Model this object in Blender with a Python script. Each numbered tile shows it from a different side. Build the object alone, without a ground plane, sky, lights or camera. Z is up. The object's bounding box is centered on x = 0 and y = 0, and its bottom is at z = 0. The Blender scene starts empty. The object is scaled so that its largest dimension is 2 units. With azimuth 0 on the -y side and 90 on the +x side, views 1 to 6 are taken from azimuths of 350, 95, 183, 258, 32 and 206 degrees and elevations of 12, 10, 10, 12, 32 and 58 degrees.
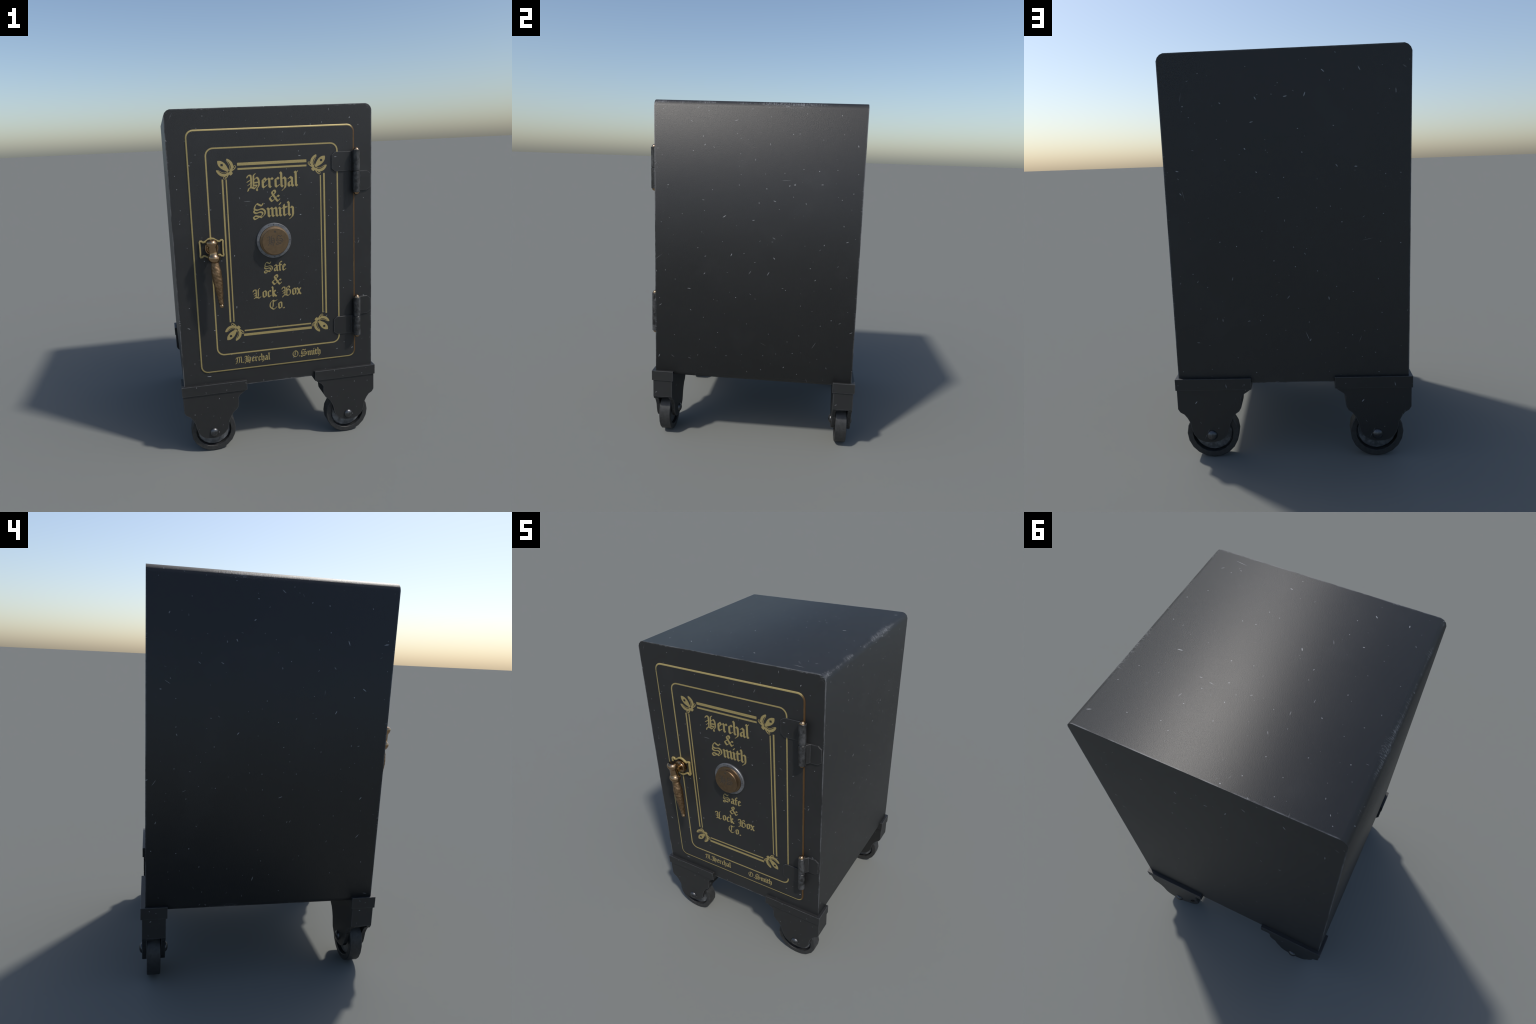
"""Antique black iron strong-box on four casters, with gilt lettering on its door."""
import bpy, bmesh, math, random
from mathutils import Vector, Matrix, noise

random.seed(7)

# ---------------------------------------------------------------- dimensions
BODY_X = 0.577            # half width of the cabinet
BODY_FRONT, BODY_BACK = -0.535, 0.621
BODY_BOTTOM, BODY_TOP = 0.408, 2.000
BODY_ROUND = 0.034        # rounded long edges of the cabinet
DOOR_FACE = -0.5394       # front of the door slab
DOOR_X, DOOR_LOW, DOOR_HIGH = 0.4725, 0.508, 1.8915
DOOR_ROUND = 0.043

# ================================================================ materials
def new_mat(name):
    m = bpy.data.materials.new(name)
    m.use_nodes = True
    nt = m.node_tree
    bsdf = nt.nodes["Principled BSDF"]
    return m, nt, bsdf

class NT:
    """small helper that chains shader nodes"""
    def __init__(self, nt):
        self.nt = nt
    def node(self, kind, **props):
        n = self.nt.nodes.new(kind)
        for k, v in props.items():
            setattr(n, k, v)
        return n
    def link(self, a, b):
        self.nt.links.new(a, b)
    def put(self, sock, val):
        if hasattr(val, "is_linked"):
            self.link(val, sock)
        else:
            sock.default_value = val
    def math(self, op, a, b=0.0, c=0.0, clamp=False):
        n = self.node("ShaderNodeMath", operation=op, use_clamp=clamp)
        self.put(n.inputs[0], a); self.put(n.inputs[1], b)
        if len(n.inputs) > 2:
            self.put(n.inputs[2], c)
        return n.outputs[0]
    def vmath(self, op, a, b=(0, 0, 0)):
        n = self.node("ShaderNodeVectorMath", operation=op)
        self.put(n.inputs[0], a); self.put(n.inputs[1], b)
        return n.outputs["Value"] if op in ("DOT_PRODUCT", "LENGTH") else n.outputs["Vector"]
    def step(self, val, lo, hi, smooth=True):
        n = self.node("ShaderNodeMapRange", interpolation_type='SMOOTHSTEP' if smooth else 'LINEAR')
        self.put(n.inputs[0], val); self.put(n.inputs[1], lo); self.put(n.inputs[2], hi)
        return n.outputs[0]
    def noise(self, vec, scale, detail=3.0, rough=0.55):
        n = self.node("ShaderNodeTexNoise")
        self.link(vec, n.inputs["Vector"])
        n.inputs["Scale"].default_value = scale
        n.inputs["Detail"].default_value = detail
        n.inputs["Roughness"].default_value = rough
        return n.outputs["Fac"]
    def mixf(self, fac, a, b):
        n = self.node("ShaderNodeMix", data_type='FLOAT')
        self.put(n.inputs[0], fac); self.put(n.inputs[2], a); self.put(n.inputs[3], b)
        return n.outputs[0]
    def mixv(self, fac, a, b):
        n = self.node("ShaderNodeMix", data_type='VECTOR')
        self.put(n.inputs[0], fac); self.put(n.inputs[4], a); self.put(n.inputs[5], b)
        return n.outputs[1]
    def mixc(self, fac, a, b):
        n = self.node("ShaderNodeMix", data_type='RGBA')
        self.put(n.inputs[0], fac)
        self.put(n.inputs[6], a if hasattr(a, "is_linked") else (*a, 1))
        self.put(n.inputs[7], b if hasattr(b, "is_linked") else (*b, 1))
        return n.outputs[2]

def face_coords(g):
    """2D coordinates lying in the face: (x,z) on fronts, (y,z) on sides, (x,y) on tops"""
    oc = g.node("ShaderNodeTexCoord").outputs["Object"]
    nrm = g.node("ShaderNodeNewGeometry").outputs["True Normal"]
    s = g.node("ShaderNodeSeparateXYZ"); g.link(oc, s.inputs[0])
    n = g.node("ShaderNodeSeparateXYZ"); g.link(nrm, n.inputs[0])
    def comb(a, b, off):
        c = g.node("ShaderNodeCombineXYZ")
        g.link(g.math('ADD', a, off), c.inputs[0]); g.link(b, c.inputs[1])
        return c.outputs[0]
    front = comb(s.outputs[0], s.outputs[2], 3.0)
    side = comb(s.outputs[1], s.outputs[2], 9.0)
    top = comb(s.outputs[0], s.outputs[1], 17.0)
    # tell the two opposite sides apart by the sign of the normal
    isy = g.math('GREATER_THAN', g.math('ABSOLUTE', n.outputs[1]), 0.6)
    isz = g.math('GREATER_THAN', g.math('ABSOLUTE', n.outputs[2]), 0.6)
    v = g.mixv(isy, side, front)
    v = g.mixv(isz, v, top)
    sg = g.node("ShaderNodeCombineXYZ")
    sign = g.math('ADD', g.math('SIGN', g.math('ADD', n.outputs[0], 0.01)),
                  g.math('MULTIPLY', g.math('SIGN', g.math('ADD', n.outputs[1], 0.01)), 2.0))
    g.link(g.math('MULTIPLY', sign, 4.37), sg.inputs[1])
    return oc, g.vmath('ADD', v, sg.outputs[0])

def chips(g, vec, cell, length, width, keep, lo=0.25):
    """scattered chips and short scratches: one per kept Voronoi cell, each with its
    own angle, length and strength"""
    vo = g.node("ShaderNodeTexVoronoi", voronoi_dimensions='2D')
    g.link(vec, vo.inputs["Vector"]); vo.inputs["Scale"].default_value = 1.0 / cell
    rnd = g.node("ShaderNodeSeparateColor"); g.link(vo.outputs["Color"], rnd.inputs[0])
    d = g.vmath('SUBTRACT', vec, vo.outputs["Position"])
    wob = g.node("ShaderNodeTexNoise"); g.link(vec, wob.inputs["Vector"])
    wob.inputs["Scale"].default_value = 260.0; wob.inputs["Detail"].default_value = 2.0
    rot = g.node("ShaderNodeVectorRotate", rotation_type='Z_AXIS')
    g.link(d, rot.inputs["Vector"])
    g.link(g.math('MULTIPLY', rnd.outputs[0], 6.283), rot.inputs["Angle"])
    s = g.node("ShaderNodeSeparateXYZ"); g.link(rot.outputs[0], s.inputs[0])
    ln = g.math('MULTIPLY', g.math('ADD', g.math('POWER', rnd.outputs[1], 4.0), 0.22), length)
    a = g.math('DIVIDE', s.outputs[0], ln)
    b = g.math('DIVIDE', s.outputs[1], width)
    r = g.math('SQRT', g.math('ADD', g.math('MULTIPLY', a, a), g.math('MULTIPLY', b, b)))
    r = g.math('ADD', r, g.math('MULTIPLY', g.math('SUBTRACT', wob.outputs["Fac"], 0.5), 1.1))
    m = g.step(r, 1.0, 0.45)
    kept = g.math('LESS_THAN', rnd.outputs[2], keep)
    strength = g.math('ADD', lo, g.math('MULTIPLY', g.math('FRACT', g.math('MULTIPLY', rnd.outputs[2], 37.3)), 1 - lo))
    return g.math('MULTIPLY', g.math('MULTIPLY', m, kept), strength)

PAINT = (0.0150, 0.0154, 0.0158)
BARE = (0.28, 0.287, 0.30)

def black_paint(name, edge="none", rough=0.47, chip_cell=0.105):
    m, nt, b = new_mat(name)
    g = NT(nt)
    oc, fc = face_coords(g)
    big = g.noise(oc, 2.6, 4.0)
    fine = g.noise(oc, 290.0, 3.0, 0.7)
    base = g.mixc(g.step(big, 0.3, 0.75), tuple(c * 0.93 for c in PAINT), tuple(c * 1.07 for c in PAINT))
    c1 = chips(g, fc, chip_cell, 0.012, 0.0028, 0.55)
    c2 = chips(g, g.vmath('ADD', fc, (1.31, 0.77, 0)), chip_cell * 2.2, 0.030, 0.0016, 0.35, 0.15)
    c3 = chips(g, g.vmath('ADD', fc, (5.1, 2.9, 0)), chip_cell * 0.6, 0.006, 0.0017, 0.18, 0.10)
    wear = g.math('MAXIMUM', g.math('MAXIMUM', c1, g.math('MULTIPLY', c2, 0.7)), g.math('MULTIPLY', c3, 0.8))
    # faint rubbed patches of fine hatching
    rub = g.step(g.noise(oc, 4.0, 2.0), 0.56, 0.72)
    hatch = g.step(g.noise(oc, 95.0, 6.0, 0.8), 0.58, 0.75)
    wear = g.math('MAXIMUM', wear, g.math('MULTIPLY', g.math('MULTIPLY', rub, g.math('ADD', 0.25, hatch)), 0.045))
    if edge == "cabinet":
        # distance from the nearest edge of the box = second smallest face distance
        s = g.node("ShaderNodeSeparateXYZ"); g.link(oc, s.inputs[0])
        cy, hy = (BODY_FRONT + BODY_BACK) / 2, (BODY_BACK - BODY_FRONT) / 2
        cz, hz = (BODY_BOTTOM + BODY_TOP) / 2, (BODY_TOP - BODY_BOTTOM) / 2
        dx = g.math('SUBTRACT', BODY_X, g.math('ABSOLUTE', s.outputs[0]))
        dy = g.math('SUBTRACT', hy, g.math('ABSOLUTE', g.math('SUBTRACT', s.outputs[1], cy)))
        dz = g.math('SUBTRACT', hz, g.math('ABSOLUTE', g.math('SUBTRACT', s.outputs[2], cz)))
        # the long edges are rounded, the front and back edges are crisp
        e_round = g.math('SUBTRACT', g.math('MAXIMUM', dx, dz), 0.010)
        e_crisp = g.math('MINIMUM', g.math('MAXIMUM', dx, dy), g.math('MAXIMUM', dy, dz))
        spread = g.step(g.noise(oc, 4.2, 3.0, 0.6), 0.46, 0.70)
        def streaks(angle, off):
            mp = g.node("ShaderNodeMapping")
            g.link(fc, mp.inputs["Vector"])
            mp.inputs["Location"].default_value = (off, off * 0.7, 0)
            mp.inputs["Rotation"].default_value = (0, 0, math.radians(angle))
            mp.inputs["Scale"].default_value = (0.16, 1.0, 1.0)
            return g.noise(mp.outputs[0], 210.0, 5.0, 0.72)
        rag = g.math('MAXIMUM', streaks(32, 0.0), g.math('MAXIMUM', streaks(-48, 3.1), g.math('MULTIPLY', streaks(80, 7.7), 0.97)))
        w_round = g.math('ADD', 0.008, g.math('MULTIPLY', spread, 0.062))
        w_crisp = g.math('ADD', 0.0050, g.math('MULTIPLY', spread, 0.022))
        cut = g.math('MAXIMUM', g.math('SUBTRACT', 1.0, g.math('DIVIDE', e_round, w_round), clamp=True),
                     g.math('SUBTRACT', 1.0, g.math('DIVIDE', e_crisp, w_crisp), clamp=True))
        ew = g.step(g.math('ADD', rag, g.math('MULTIPLY', cut, 0.28)), 0.76, 0.88)
        ew = g.math('MULTIPLY', ew, g.math('GREATER_THAN', cut, 0.001))
        ew = g.math('MULTIPLY', ew, g.math('ADD', 0.22, g.math('MULTIPLY', spread, 0.30)))
        # a thin, broken line of bare metal right on the crisp front and back edges
        line = g.math('MULTIPLY', g.step(e_crisp, 0.0062, 0.0015), g.step(g.noise(oc, 11.0, 5.0, 0.7), 0.36, 0.60))
        wear = g.math('MAXIMUM', wear, g.math('MAXIMUM', ew, g.math('MULTIPLY', line, 0.32)))
    elif edge == "bevel":
        bv = g.node("ShaderNodeBevel", samples=6); bv.inputs["Radius"].default_value = 0.005
        gn = g.node("ShaderNodeNewGeometry").outputs["True Normal"]
        dot = g.vmath('DOT_PRODUCT', bv.outputs[0], gn)
        rag = g.noise(oc, 55.0, 5.0, 0.7)
        ew = g.math('MULTIPLY', g.step(dot, 0.992, 0.90), g.step(rag, 0.25, 0.60))
        wear = g.math('MAXIMUM', wear, g.math('MULTIPLY', ew, 0.30))
    col = g.mixc(wear, base, BARE)
    g.link(col, b.inputs["Base Color"])
    r = g.math('ADD', rough, g.math('MULTIPLY', g.math('SUBTRACT', fine, 0.5), 0.22))
    r = g.math('ADD', r, g.math('MULTIPLY', g.math('SUBTRACT', big, 0.5), 0.06))
    g.link(r, b.inputs["Roughness"])
    b.inputs["Specular IOR Level"].default_value = 0.5
    bp = g.node("ShaderNodeBump"); bp.inputs["Strength"].default_value = 0.50
    bp.inputs["Distance"].default_value = 0.0012
    g.link(g.math('SUBTRACT', fine, g.math('MULTIPLY', wear, 0.5)), bp.inputs["Height"])
    g.link(bp.outputs[0], b.inputs["Normal"])
    return m

def metal(name, col, dark, rough, metallic=1.0, scale=30.0, amount=1.0, bump=0.05):
    m, nt, b = new_mat(name)
    g = NT(nt)
    oc = g.node("ShaderNodeTexCoord").outputs["Object"]
    n = g.noise(oc, scale, 5.0, 0.65)
    f = g.noise(oc, scale * 9, 3.0, 0.7)
    mask = g.math('MULTIPLY', g.step(n, 0.36, 0.68), amount)
    g.link(g.mixc(mask, col, dark), b.inputs["Base Color"])
    g.link(g.math('ADD', rough, g.math('MULTIPLY', g.math('SUBTRACT', f, 0.5), 0.14)), b.inputs["Roughness"])
    b.inputs["Metallic"].default_value = metallic
    bp = g.node("ShaderNodeBump"); bp.inputs["Strength"].default_value = bump
    bp.inputs["Distance"].default_value = 0.002
    g.link(f, bp.inputs["Height"]); g.link(bp.outputs[0], b.inputs["Normal"])
    return m

def gilt(name, painted_shade=False):
    """gold leaf; on the hinge side of the door edge its colour is darkened to brown for shade"""
    m, nt, b = new_mat(name)
    g = NT(nt)
    oc = g.node("ShaderNodeTexCoord").outputs["Object"]
    n = g.noise(oc, 330.0, 3.0, 0.7)
    n2 = g.noise(oc, 14.0, 4.0)
    col = g.mixc(g.step(n, 0.3, 0.75), (0.335, 0.262, 0.100), (0.45, 0.362, 0.158))
    col = g.mixc(g.math('MULTIPLY', g.step(n2, 0.4, 0.75), 0.30), col, (0.33, 0.25, 0.11))
    if painted_shade:
        s = g.node("ShaderNodeSeparateXYZ"); g.link(oc, s.inputs[0])
        t = g.step(g.math('ADD', s.outputs[0], g.math('MULTIPLY', g.math('SUBTRACT', n2, 0.5), 0.02)), 0.448, 0.468)
        col = g.mixc(t, col, (0.090, 0.047, 0.016))  # brown mixed into the gold to paint the dimmer light on the right edge
    g.link(col, b.inputs["Base Color"])
    b.inputs["Metallic"].default_value = 0.35
    g.link(g.math('ADD', 0.42, g.math('MULTIPLY', n, 0.16)), b.inputs["Roughness"])
    bp = g.node("ShaderNodeBump"); bp.inputs["Strength"].default_value = 0.15
    bp.inputs["Distance"].default_value = 0.001
    g.link(n, bp.inputs["Height"]); g.link(bp.outputs[0], b.inputs["Normal"])
    return m

def plain(name, col, rough=0.5, metallic=0.0):
    m, nt, b = new_mat(name)
    g = NT(nt)
    oc = g.node("ShaderNodeTexCoord").outputs["Object"]
    n = g.noise(oc, 60.0, 4.0)
    g.link(g.mixc(n, tuple(c * 0.85 for c in col), tuple(c * 1.15 for c in col)), b.inputs["Base Color"])
    b.inputs["Roughness"].default_value = rough
    b.inputs["Metallic"].default_value = metallic
    return m

MAT_BODY = black_paint("cabinet_paint", "cabinet")
MAT_DOOR = black_paint("door_paint", "none")
MAT_CAST = black_paint("cast_iron_paint", "bevel", rough=0.48, chip_cell=0.085)
MAT_HINGE = black_paint("hinge_paint", "bevel", rough=0.42, chip_cell=0.12)
MAT_BARREL = metal("worn_hinge_iron", (0.019, 0.0195, 0.020), (0.11, 0.113, 0.118), 0.36, 0.25, 34.0, 0.6)
MAT_GILT = gilt("gold_leaf")
MAT_EDGE = gilt("gold_edging", True)
MAT_BRASS = metal("brass", (0.43, 0.285, 0.165), (0.33, 0.215, 0.12), 0.20, 1.0, 40.0, 0.8)
MAT_GRIP = metal("hammered_brass", (0.33, 0.215, 0.12), (0.18, 0.115, 0.063), 0.42, 1.0, 70.0, 1.0, 0.5)
MAT_KNOB = metal("brushed_brass", (0.235, 0.160, 0.095), (0.185, 0.126, 0.076), 0.43, 1.0, 60.0, 0.8, 0.10)
MAT_STEEL = metal("dial_steel", (0.20, 0.207, 0.22), (0.11, 0.114, 0.122), 0.42, 0.6, 24.0, 0.8)
MAT_BOLT = metal("bolt_steel", (0.12, 0.123, 0.128), (0.05, 0.052, 0.055), 0.38, 0.9, 45.0, 0.8)
MAT_TYRE = metal("wheel_iron", (0.034, 0.0345, 0.035), (0.020, 0.0205, 0.021), 0.50, 0.1, 60.0, 1.0, 0.25)
MAT_WEB = metal("scuffed_iron", (0.060, 0.063, 0.067), (0.21, 0.22, 0.235), 0.46, 0.3, 26.0, 0.8, 0.2)
MAT_INK = plain("engraved_dark", (0.038, 0.032, 0.026), 0.5)
MAT_MARK = plain("dial_mark", (0.06, 0.062, 0.066), 0.5)

# ================================================================ building helpers
def obj_from(name, bm, mat, parent, smooth_deg=None, bevel=0.0, seg=2, origin=(0, 0, 0)):
    bmesh.ops.recalc_face_normals(bm, faces=bm.faces[:])
    me = bpy.data.meshes.new(name)
    if Vector(origin).length:
        bmesh.ops.translate(bm, vec=-Vector(origin), verts=bm.verts[:])
    bm.to_mesh(me); bm.free()
    me.materials.append(mat)
    ob = bpy.data.objects.new(name, me)
    bpy.context.scene.collection.objects.link(ob)
    ob.location = origin
    if bevel:
        md = ob.modifiers.new("bevel", 'BEVEL')
        md.width = bevel; md.segments = seg; md.limit_method = 'ANGLE'
        md.angle_limit = math.radians(32)
        bake(ob)
    if smooth_deg is not None:
        smooth(ob.data, smooth_deg)
    attach(ob, parent)
    return ob

def attach(ob, parent):
    if parent is not None:
        ob.parent = parent
        p = Vector(parent.location)
        q = parent.parent
        while q is not None:
            p += Vector(q.location); q = q.parent
        ob.matrix_parent_inverse = Matrix.Translation(-p)

def smooth(me, deg):
    for p in me.polygons:
        p.use_smooth = True
    me.set_sharp_from_angle(angle=math.radians(deg))

def bake(ob):
    dg = bpy.context.evaluated_depsgraph_get()
    me = bpy.data.meshes.new_from_object(ob.evaluated_get(dg))
    old = ob.data
    ob.modifiers.clear()
    ob.data = me
    me.name = old.name
    bpy.data.meshes.remove(old)

def prism(bm, pts, a, b, axis='y'):
    """extrude the outline pts (2D) between a and b along an axis"""
    def put(p, t):
        return {'y': (p[0], t, p[1]), 'x': (t, p[0], p[1]), 'z': (p[0], p[1], t)}[axis]
    va = [bm.verts.new(put(p, a)) for p in pts]
    vb = [bm.verts.new(put(p, b)) for p in pts]
    n = len(pts)
    bm.faces.new(va); bm.faces.new(vb[::-1])
    for i in range(n):
        bm.faces.new((va[i], vb[i], vb[(i + 1) % n], va[(i + 1) % n]))

def box(bm, x0, x1, y0, y1, z0, z1):
    prism(bm, [(x0, z0), (x1, z0), (x1, z1), (x0, z1)], y0, y1)

def rounded_rect(x0, x1, z0, z1, r, seg):
    pts = []
    for cx, cz, a0 in ((x1 - r, z1 - r, 0), (x0 + r, z1 - r, 90), (x0 + r, z0 + r, 180), (x1 - r, z0 + r, 270)):
        for i in range(seg + 1):
            a = math.radians(a0 + 90 * i / seg)
            pts.append((cx + r * math.cos(a), cz + r * math.sin(a)))
    return pts

def lathe(bm, profile, seg, place):
    """profile: (radius, height) pairs; place(r cos, r sin, h) -> xyz"""
    rings = []
    for r, h in profile:
        if r < 1e-6:
            rings.append([bm.verts.new(place(0, 0, h))])
        else:
            rings.append([bm.verts.new(place(r * math.cos(2 * math.pi * i / seg), r * math.sin(2 * math.pi * i / seg), h)) for i in range(seg)])
    for A, B in zip(rings, rings[1:]):
        for i in range(seg):
            j = (i + 1) % seg
            if len(A) == 1 and len(B) == 1:
                continue
            if len(A) == 1:
                bm.faces.new((A[0], B[j], B[i]))
            elif len(B) == 1:
                bm.faces.new((A[i], A[j], B[0]))
            else:
                bm.faces.new((A[i], A[j], B[j], B[i]))
    if len(rings[0]) > 1:
        bm.faces.new(rings[0][::-1])
    if len(rings[-1]) > 1:
        bm.faces.new(rings[-1])

def ring_between(bm, outer, inner, y_front, y_back_outer, y_back_inner):
    """a flat frame between two outlines of equal point count, with depth"""
    n = len(outer)
    of = [bm.verts.new((p[0], y_front, p[1])) for p in outer]
    nf = [bm.verts.new((p[0], y_front, p[1])) for p in inner]
    ob_ = [bm.verts.new((p[0], y_back_outer, p[1])) for p in outer]
    nb = [bm.verts.new((p[0], y_back_inner, p[1])) for p in inner]
    for i in range(n):
        j = (i + 1) % n
        bm.faces.new((of[i], of[j], nf[j], nf[i]))
        bm.faces.new((of[j], of[i], ob_[i], ob_[j]))
        bm.faces.new((nf[i], nf[j], nb[j], nb[i]))
        bm.faces.new((ob_[i], ob_[j], nb[j], nb[i]))

# flat relief on the door: every piece of a drawing is a thin raised tile; each is set
# a hair higher than the one before, so that overlapping tiles never share a plane
class Relief:
    def __init__(self, base=DOOR_FACE, rise=0.0004):
        self.bm = bmesh.new(); self.base = base; self.h = rise; self.k = 0
    def tile(self, pts):
        self.k += 1
        f = self.base - self.h - 0.000012 * (self.k % 40)
        prism(self.bm, pts, f, self.base + 0.001)
    def band(self, path, widths, closed=False):
        """stroke with varying width along a path of points"""
        n = len(path)
        L, R = [], []
        for i, p in enumerate(path):
            a = path[(i - 1) % n] if (i or closed) else p
            b = path[(i + 1) % n] if (i < n - 1 or closed) else p
            t = Vector((b[0] - a[0], b[1] - a[1])).normalized()
            w = (widths[i] if hasattr(widths, "__len__") else widths) / 2
            L.append((p[0] - t.y * w, p[1] + t.x * w)); R.append((p[0] + t.y * w, p[1] - t.x * w))
        if closed:
            f = self.base - self.h
            ring_between(self.bm, L, R, f, self.base + 0.001, self.base + 0.001)
        else:
            self.k += 1
            f = self.base - self.h - 0.000012 * (self.k % 40)
            prism(self.bm, R + L[::-1], f, self.base + 0.001)
    def nib(self, path, width, angle=40.0):
        """broad-nib pen: sweep a slanted nib along the path"""
        nx, nz = math.cos(math.radians(angle)) * width / 2, math.sin(math.radians(angle)) * width / 2
        tx, tz = -math.sin(math.radians(angle)) * width * 0.13, math.cos(math.radians(angle)) * width * 0.13
        for a, b in zip(path, path[1:]):
            cloud = []
            for p in (a, b):
                for sx, st in ((1, 1), (1, -1), (-1, 1), (-1, -1)):
                    cloud.append((p[0] + sx * nx + st * tx, p[1] + sx * nz + st * tz))
            self.tile(hull(cloud))
    def finish(self, name, mat, parent):
        return obj_from(name, self.bm, mat, parent)

def hull(pts):
    pts = sorted(set((round(x, 7), round(y, 7)) for x, y in pts))
    def half(seq):
        out = []
        for p in seq:
            while len(out) > 1 and (out[-1][0] - out[-2][0]) * (p[1] - out[-2][1]) - (out[-1][1] - out[-2][1]) * (p[0] - out[-2][0]) <= 1e-12:
                out.pop()
            out.append(p)
        return out[:-1]
    return half(pts) + half(pts[::-1])

def curve_pts(ctrl, n=6):
    """Catmull-Rom through control points"""
    P = [ctrl[0]] + list(ctrl) + [ctrl[-1]]
    out = []
    for i in range(1, len(P) - 2):
        for k in range(n):
            t = k / n
            q = []
            for c in range(len(ctrl[0])):
                p0, p1, p2, p3 = P[i - 1][c], P[i][c], P[i + 1][c], P[i + 2][c]
                q.append(0.5 * ((2 * p1) + (p2 - p0) * t + (2 * p0 - 5 * p1 + 4 * p2 - p3) * t * t + (3 * p1 - p0 - 3 * p2 + p3) * t ** 3))
            out.append(tuple(q))
    out.append(tuple(ctrl[-1]))
    return out

# ================================================================ black-letter alphabet
# pen strokes on a grid where the small letters are 1 high; (advance, strokes)
ALPHABET = {}
def letter(ch, advance, *strokes):
    ALPHABET[ch] = (advance, strokes)

FOOT = lambda x, top=0.88: [(x - 0.09, top), (x, top - 0.10), (x, 0.17), (x + 0.10, 0.07)]
TALL = lambda x: [(x - 0.08, 1.38), (x, 1.27), (x, 0.17), (x + 0.10, 0.07)]
letter('e', 0.56, [(0.12, 0.78), (0.12, 0.18), (0.22, 0.08), (0.43, 0.24)], [(0.12, 0.78), (0.27, 0.92), (0.42, 0.74), (0.16, 0.46)])
letter('r', 0.55, FOOT(0.13), [(0.13, 0.72), (0.32, 0.90), (0.42, 0.80)])
letter('c', 0.50, [(0.12, 0.78), (0.12, 0.18), (0.22, 0.08), (0.40, 0.22)], [(0.12, 0.76), (0.28, 0.91), (0.39, 0.80)])
letter('h', 0.64, TALL(0.13), [(0.13, 0.70), (0.34, 0.90), (0.48, 0.78), (0.48, 0.16), (0.42, -0.06), (0.22, -0.24)])
letter('a', 0.63, [(0.13, 0.80), (0.26, 0.91), (0.42, 0.79), (0.42, 0.17), (0.53, 0.07)], [(0.42, 0.60), (0.12, 0.42), (0.12, 0.16), (0.20, 0.08), (0.40, 0.24)])
letter('l', 0.36, TALL(0.13), [(0.13, 1.25), (0.26, 1.38)])
letter('m', 0.98, FOOT(0.13), FOOT(0.46), FOOT(0.80), [(0.14, 0.72), (0.38, 0.90)], [(0.48, 0.72), (0.72, 0.90)])
letter('i', 0.34, FOOT(0.13), [(0.11, 1.18), (0.17, 1.30)])
letter('t', 0.42, [(0.13, 1.12), (0.13, 0.17), (0.23, 0.07), (0.34, 0.18)], [(-0.02, 0.80), (0.10, 0.90), (0.36, 0.88)])
letter('f', 0.42, [(0.38, 1.28), (0.28, 1.32), (0.14, 1.16), (0.14, 0.20), (0.20, 0.06)], [(-0.02, 0.80), (0.10, 0.88), (0.36, 0.86)])
letter('o', 0.57, [(0.12, 0.80), (0.12, 0.20), (0.24, 0.07), (0.44, 0.22), (0.44, 0.80), (0.32, 0.92), (0.12, 0.78)])
letter('k', 0.58, TALL(0.13), [(0.14, 0.56), (0.34, 0.88), (0.42, 0.78), (0.20, 0.52), (0.40, 0.17), (0.51, 0.07)])
letter('x', 0.55, [(0.02, 0.92), (0.12, 0.84), (0.36, 0.17), (0.46, 0.08)], [(0.10, 0.10), (0.40, 0.84)], [(0.38, 0.86), (0.45, 0.80)], [(0.04, 0.14), (0.11, 0.07)])
letter('.', 0.30, [(0.10, 0.12), (0.16, 0.06)])
letter(' ', 0.55)
letter('&', 0.85, [(0.50, 1.20), (0.36, 1.22), (0.26, 1.08), (0.30, 0.86), (0.62, 0.16), (0.72, 0.08), (0.82, 0.24)],
       [(0.46, 1.20), (0.52, 1.02), (0.36, 0.74), (0.08, 0.48), (0.10, 0.30), (0.24, 0.08), (0.44, 0.30), (0.70, 0.62)], [(0.70, 0.66), (0.80, 0.58)])
letter('S', 1.24, [(0.90, 1.36), (0.82, 1.16), (0.56, 1.28), (0.40, 1.36), (0.24, 1.10), (0.20, 0.86), (0.44, 0.76), (0.80, 0.86), (1.05, 0.66), (1.05, 0.32), (0.78, 0.02)],
       [(0.16, 0.74), (0.16, 0.56), (0.36, 0.46), (0.66, 0.56), (0.86, 0.46), (0.80, 0.24), (0.60, 0.10)],
       [(0.78, 0.04), (0.56, 0.12), (0.26, 0.20), (0.10, 0.10), (0.18, -0.10), (0.36, -0.06), (0.62, 0.12)])
letter('H', 1.26, [(0.06, 1.06), (0.12, 1.22), (0.30, 1.24), (0.38, 1.10), (0.36, 0.24), (0.16, 0.04), (0.10, -0.16)],
       [(0.74, 1.34), (0.60, 1.18), (0.58, 0.24)], [(0.58, 0.74), (0.84, 1.02), (1.02, 0.84), (1.04, 0.30), (0.84, -0.02), (0.90, -0.16)],
       [(0.16, 0.06), (0.40, 0.14), (0.66, 0.04), (0.78, 0.16), (0.86, 0.30), (0.62, 0.30)],
       [(0.06, 0.66), (0.30, 0.80)], [(0.12, 0.36), (0.30, 0.50)], [(0.66, 0.56), (0.98, 0.58)])
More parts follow.
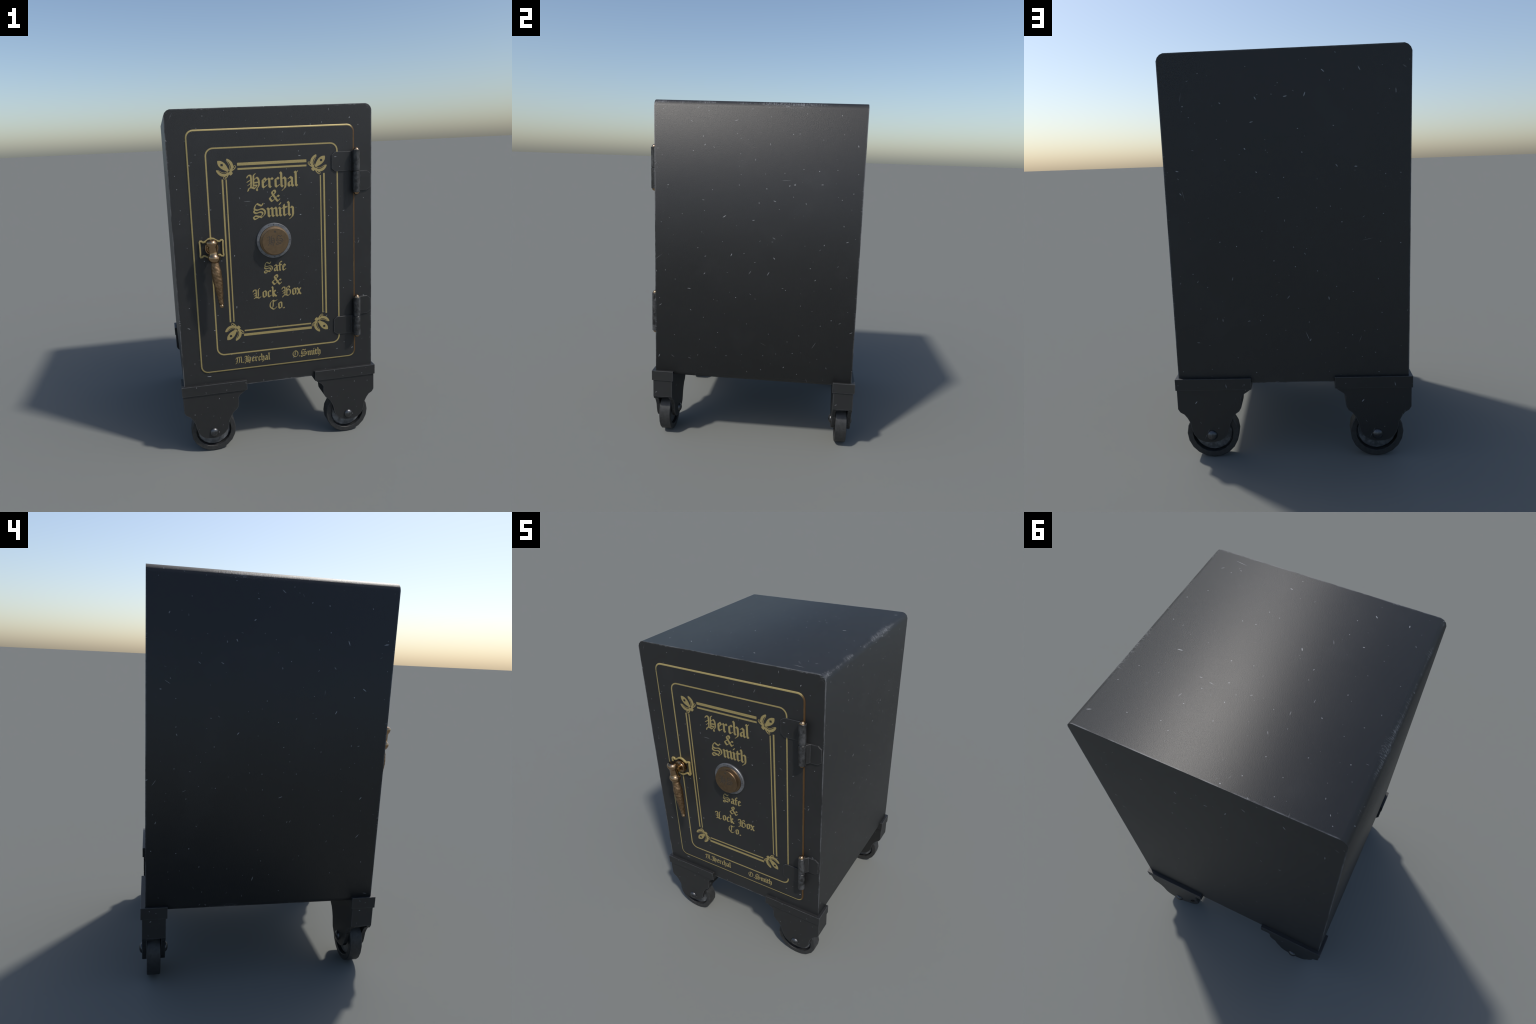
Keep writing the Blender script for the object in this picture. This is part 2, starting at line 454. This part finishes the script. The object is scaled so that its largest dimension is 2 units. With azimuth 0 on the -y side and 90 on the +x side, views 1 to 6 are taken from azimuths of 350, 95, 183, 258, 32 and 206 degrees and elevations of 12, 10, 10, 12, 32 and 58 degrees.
letter('L', 1.02, [(0.04, 0.94), (0.10, 1.14), (0.32, 1.14), (0.36, 1.02), (0.34, 0.28), (0.14, 0.00)],
       [(0.74, 1.30), (0.60, 1.12), (0.58, 0.30), (0.40, 0.10)], [(0.12, 0.02), (0.40, 0.16), (0.68, 0.02), (0.84, 0.18)],
       [(0.10, 0.64), (0.30, 0.74)], [(0.16, 0.38), (0.30, 0.46)])
letter('B', 1.12, [(0.04, 0.96), (0.10, 1.16), (0.32, 1.16), (0.36, 1.04), (0.34, 0.24), (0.14, 0.02), (0.10, -0.14)],
       [(0.56, 1.08), (0.56, 0.24)], [(0.56, 1.10), (0.78, 1.28), (0.88, 1.10), (0.60, 0.72), (0.86, 0.80), (0.96, 0.60), (0.94, 0.24), (0.72, 0.02), (0.44, 0.14), (0.16, 0.04)],
       [(0.08, 0.64), (0.30, 0.74)], [(0.14, 0.38), (0.30, 0.46)])
letter('C', 1.00, [(0.80, 1.20), (0.62, 1.14), (0.46, 1.26), (0.16, 0.94), (0.12, 0.40), (0.44, 0.04), (0.64, 0.06), (0.84, 0.30)],
       [(0.48, 1.22), (0.44, 0.44), (0.34, 0.30)], [(0.84, 1.22), (0.90, 1.28)])
letter('M', 1.24, [(0.02, -0.06), (0.16, 0.02), (0.28, 0.40), (0.34, 1.06), (0.20, 1.14), (0.08, 0.86)],
       [(0.34, 1.04), (0.54, 1.22), (0.66, 1.08), (0.66, 0.22), (0.52, 0.06)], [(0.66, 1.02), (0.88, 1.22), (1.00, 1.10), (1.00, 0.18), (1.12, 0.07)], [(0.14, 0.44), (0.32, 0.52)])
letter('O', 1.12, [(0.52, 1.24), (0.18, 0.98), (0.12, 0.42), (0.46, 0.02), (0.86, 0.20), (0.98, 0.74), (0.76, 1.14), (0.50, 1.24)],
       [(0.50, 1.10), (0.46, 0.34)])

def lettering(text, x0, x1, baseline, xheight, parent, mat=None, base=DOOR_FACE, nib=0.215, rise=0.0004):
    """set a line of black-letter between x0 and x1"""
    total = sum(ALPHABET[c][0] for c in text) - 0.10
    sx = (x1 - x0) / total
    rel = Relief(base, rise)
    pen = 0.0
    for c in text:
        adv, strokes = ALPHABET[c]
        w = nib * (0.78 if c.isupper() else 1.0) * xheight
        for st in strokes:
            fine = curve_pts(st, 3) if c in "SHMOCBL&" else st
            rel.nib([(x0 + (pen + p[0]) * sx, baseline + p[1] * xheight) for p in fine], w)
        pen += adv
    return rel.finish("lettering", mat or MAT_GILT, parent)

# ================================================================ the safe
safe = bpy.data.objects.new("safe", None)
bpy.context.scene.collection.objects.link(safe)
safe.empty_display_size = 0.2
safe["label"] = "antique black iron safe on casters with gilt door lettering"
safe["category"] = "safe"

# ---- cabinet: rounded long edges, plain front and back
bm = bmesh.new()
def folded_rect(x0, x1, z0, z1, t):
    """rectangle whose corners are folded in three equal facets"""
    c = t / sum(math.cos(math.radians(a)) for a in (22.5, 45, 67.5))
    pts = []
    for sx, sz, cx, cz in ((1, 1, x1, z1), (1, -1, x1, z0), (-1, -1, x0, z0), (-1, 1, x0, z1)):
        u, w = t, 0.0
        corner = [(u, w)]
        for a in (22.5, 45, 67.5):
            u -= c * math.cos(math.radians(a)); w += c * math.sin(math.radians(a))
            corner.append((u, w))
        corner = [(cx - sx * p, cz - sz * q) for p, q in corner]
        pts += corner if sx * sz > 0 else corner[::-1]
    return pts
prism(bm, folded_rect(-BODY_X, BODY_X, BODY_BOTTOM, BODY_TOP, BODY_ROUND), BODY_FRONT, BODY_BACK)
cabinet = obj_from("cabinet", bm, MAT_BODY, safe, 45)

def soft_shade(me, lean):
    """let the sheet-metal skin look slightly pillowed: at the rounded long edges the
    shading normals already lean over by `lean` degrees; front and back stay flat"""
    nrm = []
    for p in me.polygons:
        for li in p.loop_indices:
            co = me.vertices[me.loops[li].vertex_index].co
            if abs(p.normal.y) > 0.9:
                nrm.append(tuple(p.normal)); continue
            sx = 1 if co.x > 0 else -1
            sz = 1 if co.z > 1.2 else -1
            ex = abs(co.x) - (BODY_X - BODY_ROUND)
            ez = sz * (co.z - (BODY_BOTTOM + BODY_TOP) / 2) - ((BODY_TOP - BODY_BOTTOM) / 2 - BODY_ROUND)
            a = math.degrees(math.atan2(ex, ez)) / 90.0          # 0 on the flat, 1 on the side
            a = math.radians(lean + (90 - 2 * lean) * min(max(a, 0), 1))
            nrm.append((sx * math.sin(a), 0.0, sz * math.cos(a)))
    me.normals_split_custom_set(nrm)

soft_shade(cabinet.data, 22.5)

# ---- door slab, a little proud of the cabinet front
EDGE = 0.0085
outer = rounded_rect(-DOOR_X, DOOR_X, DOOR_LOW, DOOR_HIGH, DOOR_ROUND, 6)
inner = rounded_rect(-DOOR_X + EDGE, DOOR_X - EDGE, DOOR_LOW + EDGE, DOOR_HIGH - EDGE, DOOR_ROUND - EDGE, 6)
bm = bmesh.new()
prism(bm, inner, DOOR_FACE, BODY_FRONT + 0.004)
door = obj_from("door", bm, MAT_DOOR, safe)

bm = bmesh.new()
n = len(outer)
chamf = rounded_rect(-DOOR_X + 0.0025, DOOR_X - 0.0025, DOOR_LOW + 0.0025, DOOR_HIGH - 0.0025, DOOR_ROUND - 0.0025, 6)
loops = [[(p[0], BODY_FRONT + 0.003, p[1]) for p in inner],
         [(p[0], DOOR_FACE - 0.0003, p[1]) for p in inner],
         [(p[0], DOOR_FACE - 0.0003, p[1]) for p in chamf],
         [(p[0], DOOR_FACE + 0.0016, p[1]) for p in outer],
         [(p[0], BODY_FRONT + 0.003, p[1]) for p in outer]]
vl = [[bm.verts.new(q) for q in lp] for lp in loops]
for A, B in zip(vl, vl[1:] + vl[:1]):
    for i in range(n):
        bm.faces.new((A[i], A[(i + 1) % n], B[(i + 1) % n], B[i]))
obj_from("gilt_edging", bm, MAT_EDGE, door, 40)

# ---- gilt pinstripe frame and border bars
rel = Relief()
o = rounded_rect(-0.3735, 0.3745, 0.6075, 1.7945, 0.045, 7)
i_ = rounded_rect(-0.3655, 0.3665, 0.6155, 1.7865, 0.037, 7)
ring_between(rel.bm, o, i_, DOOR_FACE - 0.0004, DOOR_FACE + 0.001, DOOR_FACE + 0.001)
rel.finish("pinstripe", MAT_GILT, door)

for x0, x1, z0, z1 in ((-0.200, 0.191, 1.692, 1.7075), (-0.199, 0.191, 1.669, 1.679),
                       (-0.205, 0.196, 0.7415, 0.750), (-0.210, 0.200, 0.7125, 0.727),
                       (-0.2895, -0.2805, 0.805, 1.622), (-0.268, -0.261, 0.806, 1.621),
                       (0.2675, 0.274, 0.807, 1.616), (0.287, 0.2965, 0.801, 1.627)):
    rel = Relief()
    rel.tile([(x0, z0), (x1, z0), (x1, z1), (x0, z1)])
    rel.finish("border_bar", MAT_GILT, door)

# ---- corner ornaments: a pointed leaf, two side petals, two curled tendrils, a calyx
def ornament(cx, cz, su, sv):
    """su, sv: signs of the outward direction in x and z"""
    def W(u, v):          # u outward along the diagonal, v across it
        return (cx + su * (u - v) * 0.7071, cz + sv * (u + v) * 0.7071)
    rel = Relief()
    leaf_u = [0.000, 0.012, 0.026, 0.042, 0.058, 0.070, 0.080]
    leaf_w = [0.011, 0.018, 0.028, 0.034, 0.031, 0.021, 0.003]
    dense = curve_pts(list(zip(leaf_u, leaf_w)), 4)
    rel.tile([W(u, w / 2) for u, w in dense] + [W(u, -w / 2) for u, w in dense[::-1]])
    for s in (1, -1):
        mid = curve_pts([(-0.005, 0.006, 0.009), (-0.005, 0.020, 0.012), (0.002, 0.032, 0.0140), (0.017, 0.0410, 0.0150), (0.033, 0.0430, 0.0130), (0.046, 0.0415, 0.0095), (0.051, 0.0405, 0.0050)], 4)
        rel.band([W(u, s * v) for u, v, w in mid], [w for u, v, w in mid])
        hair = curve_pts([(0.004, 0.009), (0.007, 0.018), (0.0145, 0.0255), (0.026, 0.0300), (0.036, 0.0325), (0.046, 0.0360)], 4)
        rel.band([W(u, s * v) for u, v in hair], 0.0024)
        tend = [(-0.008, 0.006), (-0.013, 0.018), (-0.016, 0.030), (-0.016, 0.040)]
        for k in range(9):
            a = math.radians(-140 + k * 45)
            r = 0.0075 - 0.0004 * k
            tend.append((-0.0095 + r * math.cos(a), 0.0415 - r * math.sin(a) * -1.0))
        rel.band([W(u, s * v) for u, v in curve_pts(tend[:4], 3)], [0.010, 0.009, 0.008, 0.0065, 0.006, 0.005, 0.0045, 0.004, 0.0035, 0.0032][:len(curve_pts(tend[:4], 3))])
        circ = [(-0.0095 + 0.0062 * math.cos(2 * math.pi * k / 14), 0.0405 + 0.0062 * math.sin(2 * math.pi * k / 14)) for k in range(14)]
        rel.band([W(u, s * v) for u, v in circ], 0.003, closed=True)
    rel.tile([W(-0.006, 0.005), W(-0.016, 0.0105), (W(-0.025, 0.0095)), W(-0.027, 0.0), W(-0.025, -0.0095), W(-0.016, -0.0105), W(-0.006, -0.005)])
    ob = rel.finish("corner_ornament", MAT_GILT, door)
    # the little dark window near the leaf tip
    win = Relief(DOOR_FACE - 0.0004, 0.0007)
    hx, hz = W(0.0490, 0)
    win.tile([(hx - 0.0063, hz - 0.0060), (hx + 0.0063, hz - 0.0060), (hx + 0.0063, hz + 0.0060), (hx - 0.0063, hz + 0.0060)])
    win.finish("ornament_window", MAT_DOOR, door)

ornament(-0.250, 1.665, -1, 1)
ornament(0.242, 1.665, 1, 1)
ornament(-0.252, 0.756, -1, -1)
ornament(0.243, 0.756, 1, -1)

# ---- lettering
lettering("Herchal", -0.152, 0.136, 1.561, 0.060, door)
lettering("&", -0.030, 0.024, 1.483, 0.051, door)
lettering("Smith", -0.128, 0.110, 1.398, 0.058, door)
lettering("Safe", -0.078, 0.053, 1.083, 0.042, door)
lettering("&", -0.032, 0.018, 1.003, 0.047, door)
lettering("Lock Box", -0.146, 0.138, 0.932, 0.044, door)
lettering("Co.", -0.053, 0.038, 0.857, 0.043, door)
lettering("M.Herchal", -0.268, -0.062, 0.548, 0.031, door, nib=0.21)
lettering("O.Smith", 0.076, 0.250, 0.546, 0.031, door, nib=0.21)

# ---- combination dial
DX, DZ = -0.0115, 1.264
yplace = lambda cx, cz: (lambda a, b, h: (cx + a, h, cz + b))
bm = bmesh.new()
lathe(bm, [(0.101, DOOR_FACE + 0.001), (0.101, -0.5455), (0.0985, -0.5490), (0.084, -0.5500), (0.084, -0.5480), (0.0, -0.5480)], 64, yplace(DX, DZ))
dial = obj_from("dial", bm, MAT_STEEL, safe, 30)
bm = bmesh.new()
lathe(bm, [(0.0835, -0.547), (0.0838, -0.553), (0.0825, -0.556), (0.0720, -0.5585), (0.0645, -0.5625), (0.0635, -0.5670),
           (0.0690, -0.5720), (0.0745, -0.5745), (0.0748, -0.5775), (0.0738, -0.5790), (0.0, -0.5790)], 64, yplace(DX, DZ))
obj_from("dial_knob", bm, MAT_KNOB, dial, 32)
rel = Relief(-0.5790, 0.0003)
rel.tile([(DX - 0.0065, DZ + 0.052), (DX + 0.0065, DZ + 0.052), (DX, DZ + 0.066)])
rel.finish("pointer_mark", MAT_INK, dial)
lettering("HS", -0.057, 0.034, 1.2490, 0.036, dial, MAT_INK, -0.5790, 0.15, 0.0002)
for k in range(20):
    a = math.radians(90 - 18 * k)
    ca, sa = math.cos(a), math.sin(a)
    half = 0.0030 if k % 5 == 0 else 0.0012
    r0, r1 = (0.0872, 0.0965) if k % 5 == 0 else (0.0905, 0.0970)
    rel = Relief(-0.5494, 0.0005)
    rel.tile([(DX + ca * r - sa * t * half, DZ + sa * r + ca * t * half) for r, t in ((r0, -1), (r1, -1), (r1, 1), (r0, 1))])
    rel.finish("dial_mark", MAT_MARK, dial)

# ---- handle
HX, HZ, HY = -0.368, 1.246, -0.618
def along(z):             # the grip leans a little to the right as it goes down
    return -0.374 + (1.310 - z) * 0.095
def grip_mesh(profile, seg, dents=0.0):
    bm = bmesh.new()
    lathe(bm, [(r, z) for z, r in profile], seg, lambda a, b, z: (along(z) + a, HY + b, z))
    if dents:
        for v in bm.verts:
            d = Vector((v.co.x - along(v.co.z), v.co.y - HY, 0))
            if d.length > 1e-5:
                k = noise.noise(Vector((v.co.x * 90, v.co.y * 90, v.co.z * 55)))
                tw = math.sin(math.atan2(d.y, d.x) * 5 + v.co.z * 330)
                v.co += d.normalized() * (dents * k + 0.0004 * tw)
    return bm
top = [(1.3080, 0.0), (1.3080, 0.016), (1.3060, 0.023), (1.3010, 0.0290), (1.2945, 0.0325), (1.2870, 0.0330), (1.2790, 0.0310), (1.2720, 0.0275),
       (1.2685, 0.0245), (1.2640, 0.0235), (1.2450, 0.0235), (1.2270, 0.0240), (1.2235, 0.0265), (1.2170, 0.0318), (1.2090, 0.0340), (1.2010, 0.0335), (1.1930, 0.0300), (1.1860, 0.0250), (1.1820, 0.0200), (1.180, 0.0)]
handle = obj_from("handle", grip_mesh(top, 32), MAT_BRASS, safe, 60)
gr = curve_pts([(1.184, 0.0190), (1.165, 0.0225), (1.129, 0.0276), (1.100, 0.0276), (1.069, 0.0258), (1.040, 0.0230), (1.016, 0.0203), (0.980, 0.0162), (0.949, 0.0126), (0.944, 0.0120)], 12)
obj_from("grip", grip_mesh([(1.184, 0.0)] + gr + [(0.944, 0.0)], 28, 0.0018), MAT_GRIP, handle, 60)
ball = [(0.946, 0.0)] + [(0.9325 + 0.0135 * math.cos(math.radians(a)), 0.0130 * math.sin(math.radians(a))) for a in range(20, 180, 20)] + [(0.919, 0.0)]
obj_from("grip_finial", grip_mesh(ball, 20), MAT_BRASS, handle, 60)
bm = bmesh.new()
lathe(bm, [(0.0385, DOOR_FACE + 0.001), (0.0390, -0.5490), (0.0375, -0.5560), (0.033, -0.5575), (0.0275, -0.5550), (0.0235, -0.5570), (0.0215, -0.562), (0.0215, -0.576), (0.0235, -0.588), (0.0240, -0.606), (0.0, -0.606)], 36, yplace(HX, 1.250))
obj_from("handle_spindle", bm, MAT_BRASS, handle, 50)
half = [(0.000, 1.3035), (0.014, 1.3010), (0.028, 1.2910), (0.040, 1.2845), (0.047, 1.2840), (0.053, 1.2905), (0.0640, 1.2910), (0.0655, 1.2870),
        (0.0640, 1.2700), (0.0635, 1.2220), (0.0655, 1.2050), (0.0640, 1.2005), (0.053, 1.2015), (0.047, 1.2085), (0.040, 1.2080), (0.028, 1.2015), (0.014, 1.1920), (0.000, 1.1895)]
loop = [(HX + a, z) for a, z in half] + [(HX - a, z) for a, z in half[-2:0:-1]]
rel = Relief()
rel.h = 0.0105
rel.band(loop, 0.0085, closed=True)
obj_from("handle_escutcheon", rel.bm, MAT_EDGE, handle, 30, bevel=0.0015)

# ---- hinges
def hinge(zc, flip):
    """flip = 1: door leaf above the joint; -1: door leaf below it"""
    bx, by, r = 0.4735, -0.5665, 0.0207
    bm = bmesh.new()
    zplace = lambda a, b, h: (bx + a, by + b, zc + h)
    lathe(bm, [(r - 0.0015, 0.0010), (r, 0.0025), (r, 0.1150), (r - 0.0015, 0.1165)], 28, zplace)
    lathe(bm, [(r - 0.0015, -0.1190), (r, -0.1175), (r, -0.0025), (r - 0.0015, -0.0010)], 28, zplace)
    lathe(bm, [(r - 0.0035, -0.002), (r - 0.0035, 0.002)], 28, zplace)
    hg = obj_from("hinge", bm, MAT_BARREL, safe, 40)
    for s in (1, -1):
        bm = bmesh.new()
        e = 0.1165 if s > 0 else 0.1190
        lathe(bm, [(0.0165, s * (e - 0.004)), (0.0165, s * e), (0.0150, s * (e + 0.006)), (0.0105, s * (e + 0.0115)), (0.005, s * (e + 0.0145)), (0.0, s * (e + 0.0155))], 24, zplace)
        obj_from("hinge_pin", bm, MAT_BRASS, hg, 60)
    def leaf(x_in, x_out, z0, z1, face, wrap):
        """plate with cut corners at its free end, bent up to the barrel at the other"""
        c = 0.021
        sgn = 1 if x_out > x_in else -1
        pts = [(x_in, z0), (x_out - sgn * c, z0), (x_out, z0 + c * 0.78), (x_out, z1 - c * 0.78), (x_out - sgn * c, z1), (x_in, z1)]
        bm = bmesh.new()
        prism(bm, pts, face, face + 0.009)
        prism(bm, [(x_in, face), (x_in, face + 0.006), (bx, by + r), (bx, by + r - 0.012), (bx + sgn * 0.018, by + r * 0.45 - 0.004)], z0, z1, 'z')
        obj_from("hinge_leaf", bm, MAT_HINGE, hg, bevel=0.0008, seg=1)
    a, b = 0.002, 0.111
    if flip > 0:
        leaf(0.449, 0.3365, zc + a, zc + b, -0.5450, 0)
        leaf(0.506, 0.5695, zc - b, zc - a, -0.5430, 0)
    else:
        leaf(0.449, 0.3365, zc - b, zc - a, -0.5450, 0)
        leaf(0.506, 0.5695, zc + a, zc + b, -0.5430, 0)

hinge(1.630, 1)
hinge(0.7735, -1)

# ---- casters
# outline of the cast bracket in (outward distance from the wheel axis, height)
FORK = [(0.168, 0.383), (0.168, 0.278), (0.157, 0.260), (0.137, 0.248), (0.122, 0.228), (0.108, 0.200), (0.102, 0.168), (0.094, 0.140), (0.079, 0.118), (0.060, 0.104),
        (0.036, 0.096), (0.013, 0.0935), (-0.012, 0.0945), (-0.038, 0.102), (-0.064, 0.119), (-0.084, 0.143), (-0.090, 0.165), (-0.097, 0.196), (-0.108, 0.222), (-0.124, 0.247),
        (-0.144, 0.262), (-0.155, 0.281), (-0.158, 0.308), (-0.157, 0.336), (-0.169, 0.353), (-0.192, 0.368), (-0.211, 0.383)]
HALF = 0.0572          # half thickness of the bracket
WHEEL_R, AXLE = 0.1335, 0.1335

def fork_mesh(side):
    bm = bmesh.new()
    prism(bm, [(side * x, z) for x, z in FORK], -HALF, HALF)
    ob = obj_from("caster", bm, MAT_CAST, None)
    bm = bmesh.new()
    box(bm, -0.4, 0.4, -0.0352, 0.0352, -0.1, 0.2775)
    cut = obj_from("cutter", bm, MAT_CAST, None)
    md = ob.modifiers.new("slot", 'BOOLEAN'); md.operation = 'DIFFERENCE'; md.object = cut; md.solver = 'EXACT'
    bpy.context.view_layer.update()
    bake(ob)
    bpy.data.objects.remove(cut, do_unlink=True)
    md = ob.modifiers.new("bevel", 'BEVEL'); md.width = 0.0014; md.segments = 1; md.limit_method = 'ANGLE'; md.angle_limit = math.radians(50)
    bake(ob)
    return ob

def shared(name, mesh, parent, loc):
    ob = bpy.data.objects.new(name, mesh)
    bpy.context.scene.collection.objects.link(ob)
    ob.parent = parent
    ob.location = loc
    return ob

def make_mesh(name, bm, mat, deg=None, bevel=0):
    ob = obj_from(name, bm, mat, None, deg, bevel)
    me = ob.data
    bpy.data.objects.remove(ob, do_unlink=True)
    return me

fork_templates = {s: fork_mesh(s) for s in (1, -1)}
collar_me = {}
for s in (1, -1):
    bm = bmesh.new()
    xs = sorted((s * 0.1730, s * -0.2110))
    box(bm, xs[0], xs[1], -0.0640, 0.0640, 0.3810, 0.4410)
    collar_me[s] = make_mesh("collar", bm, MAT_CAST, None, 0.0016)
wp = lambda a, b, h: (b, h, AXLE - a)
bm = bmesh.new()
W2 = 0.0338
prof = [(0.1035, -W2 + 0.031), (0.1045, -W2 + 0.002), (0.106, -W2), (WHEEL_R - 0.004, -W2), (WHEEL_R, -W2 + 0.003), (WHEEL_R, W2 - 0.003), (WHEEL_R - 0.004, W2), (0.106, W2), (0.1045, W2 - 0.002), (0.1035, W2 - 0.031)]
lathe(bm, prof, 20, wp)
tyre_me = make_mesh("wheel_rim", bm, MAT_TYRE, 25)
bm = bmesh.new()
lathe(bm, [(0.0, -W2 + 0.0015), (0.034, -W2 + 0.0015), (0.038, -W2 + 0.014), (0.095, -W2 + 0.016), (0.099, -W2 + 0.020), (0.100, -W2 + 0.029), (0.1045, -W2 + 0.029), (0.1045, W2 - 0.029), (0.100, W2 - 0.029), (0.099, W2 - 0.020), (0.095, W2 - 0.016), (0.038, W2 - 0.014), (0.034, W2 - 0.0015), (0.0, W2 - 0.0015)], 20, wp)
web_me = make_mesh("wheel_disc", bm, MAT_WEB, 30)
bm = bmesh.new()
cap = [(0.0270 * math.cos(math.radians(a)), -0.0155 * math.sin(math.radians(a))) for a in (0, 18, 38, 60, 78)] + [(0.0, -0.0155)]
lathe(bm, [(0.0270, 0.002)] + cap, 16, lambda a, b, h: (a, h, b))
bolt_me = make_mesh("bolt", bm, MAT_BOLT, 60)

for sx in (1, -1):
    for yc in (-0.4918, 0.5782):
        f = bpy.data.objects.new("caster", fork_templates[sx].data)
        bpy.context.scene.collection.objects.link(f)
        f.parent = safe
        f.location = (sx * 0.420, yc, 0)
        shared("collar", collar_me[sx], f, (0, 0, 0))
        shared("wheel_rim", tyre_me, f, (0, 0, 0))
        shared("wheel_disc", web_me, f, (0, 0, 0))
        shared("bolt", bolt_me, f, (0, -HALF, AXLE))
        b2 = shared("bolt", bolt_me, f, (0, HALF, AXLE))
        b2.rotation_euler = (0, 0, math.pi)
for t in fork_templates.values():
    bpy.data.objects.remove(t, do_unlink=True)
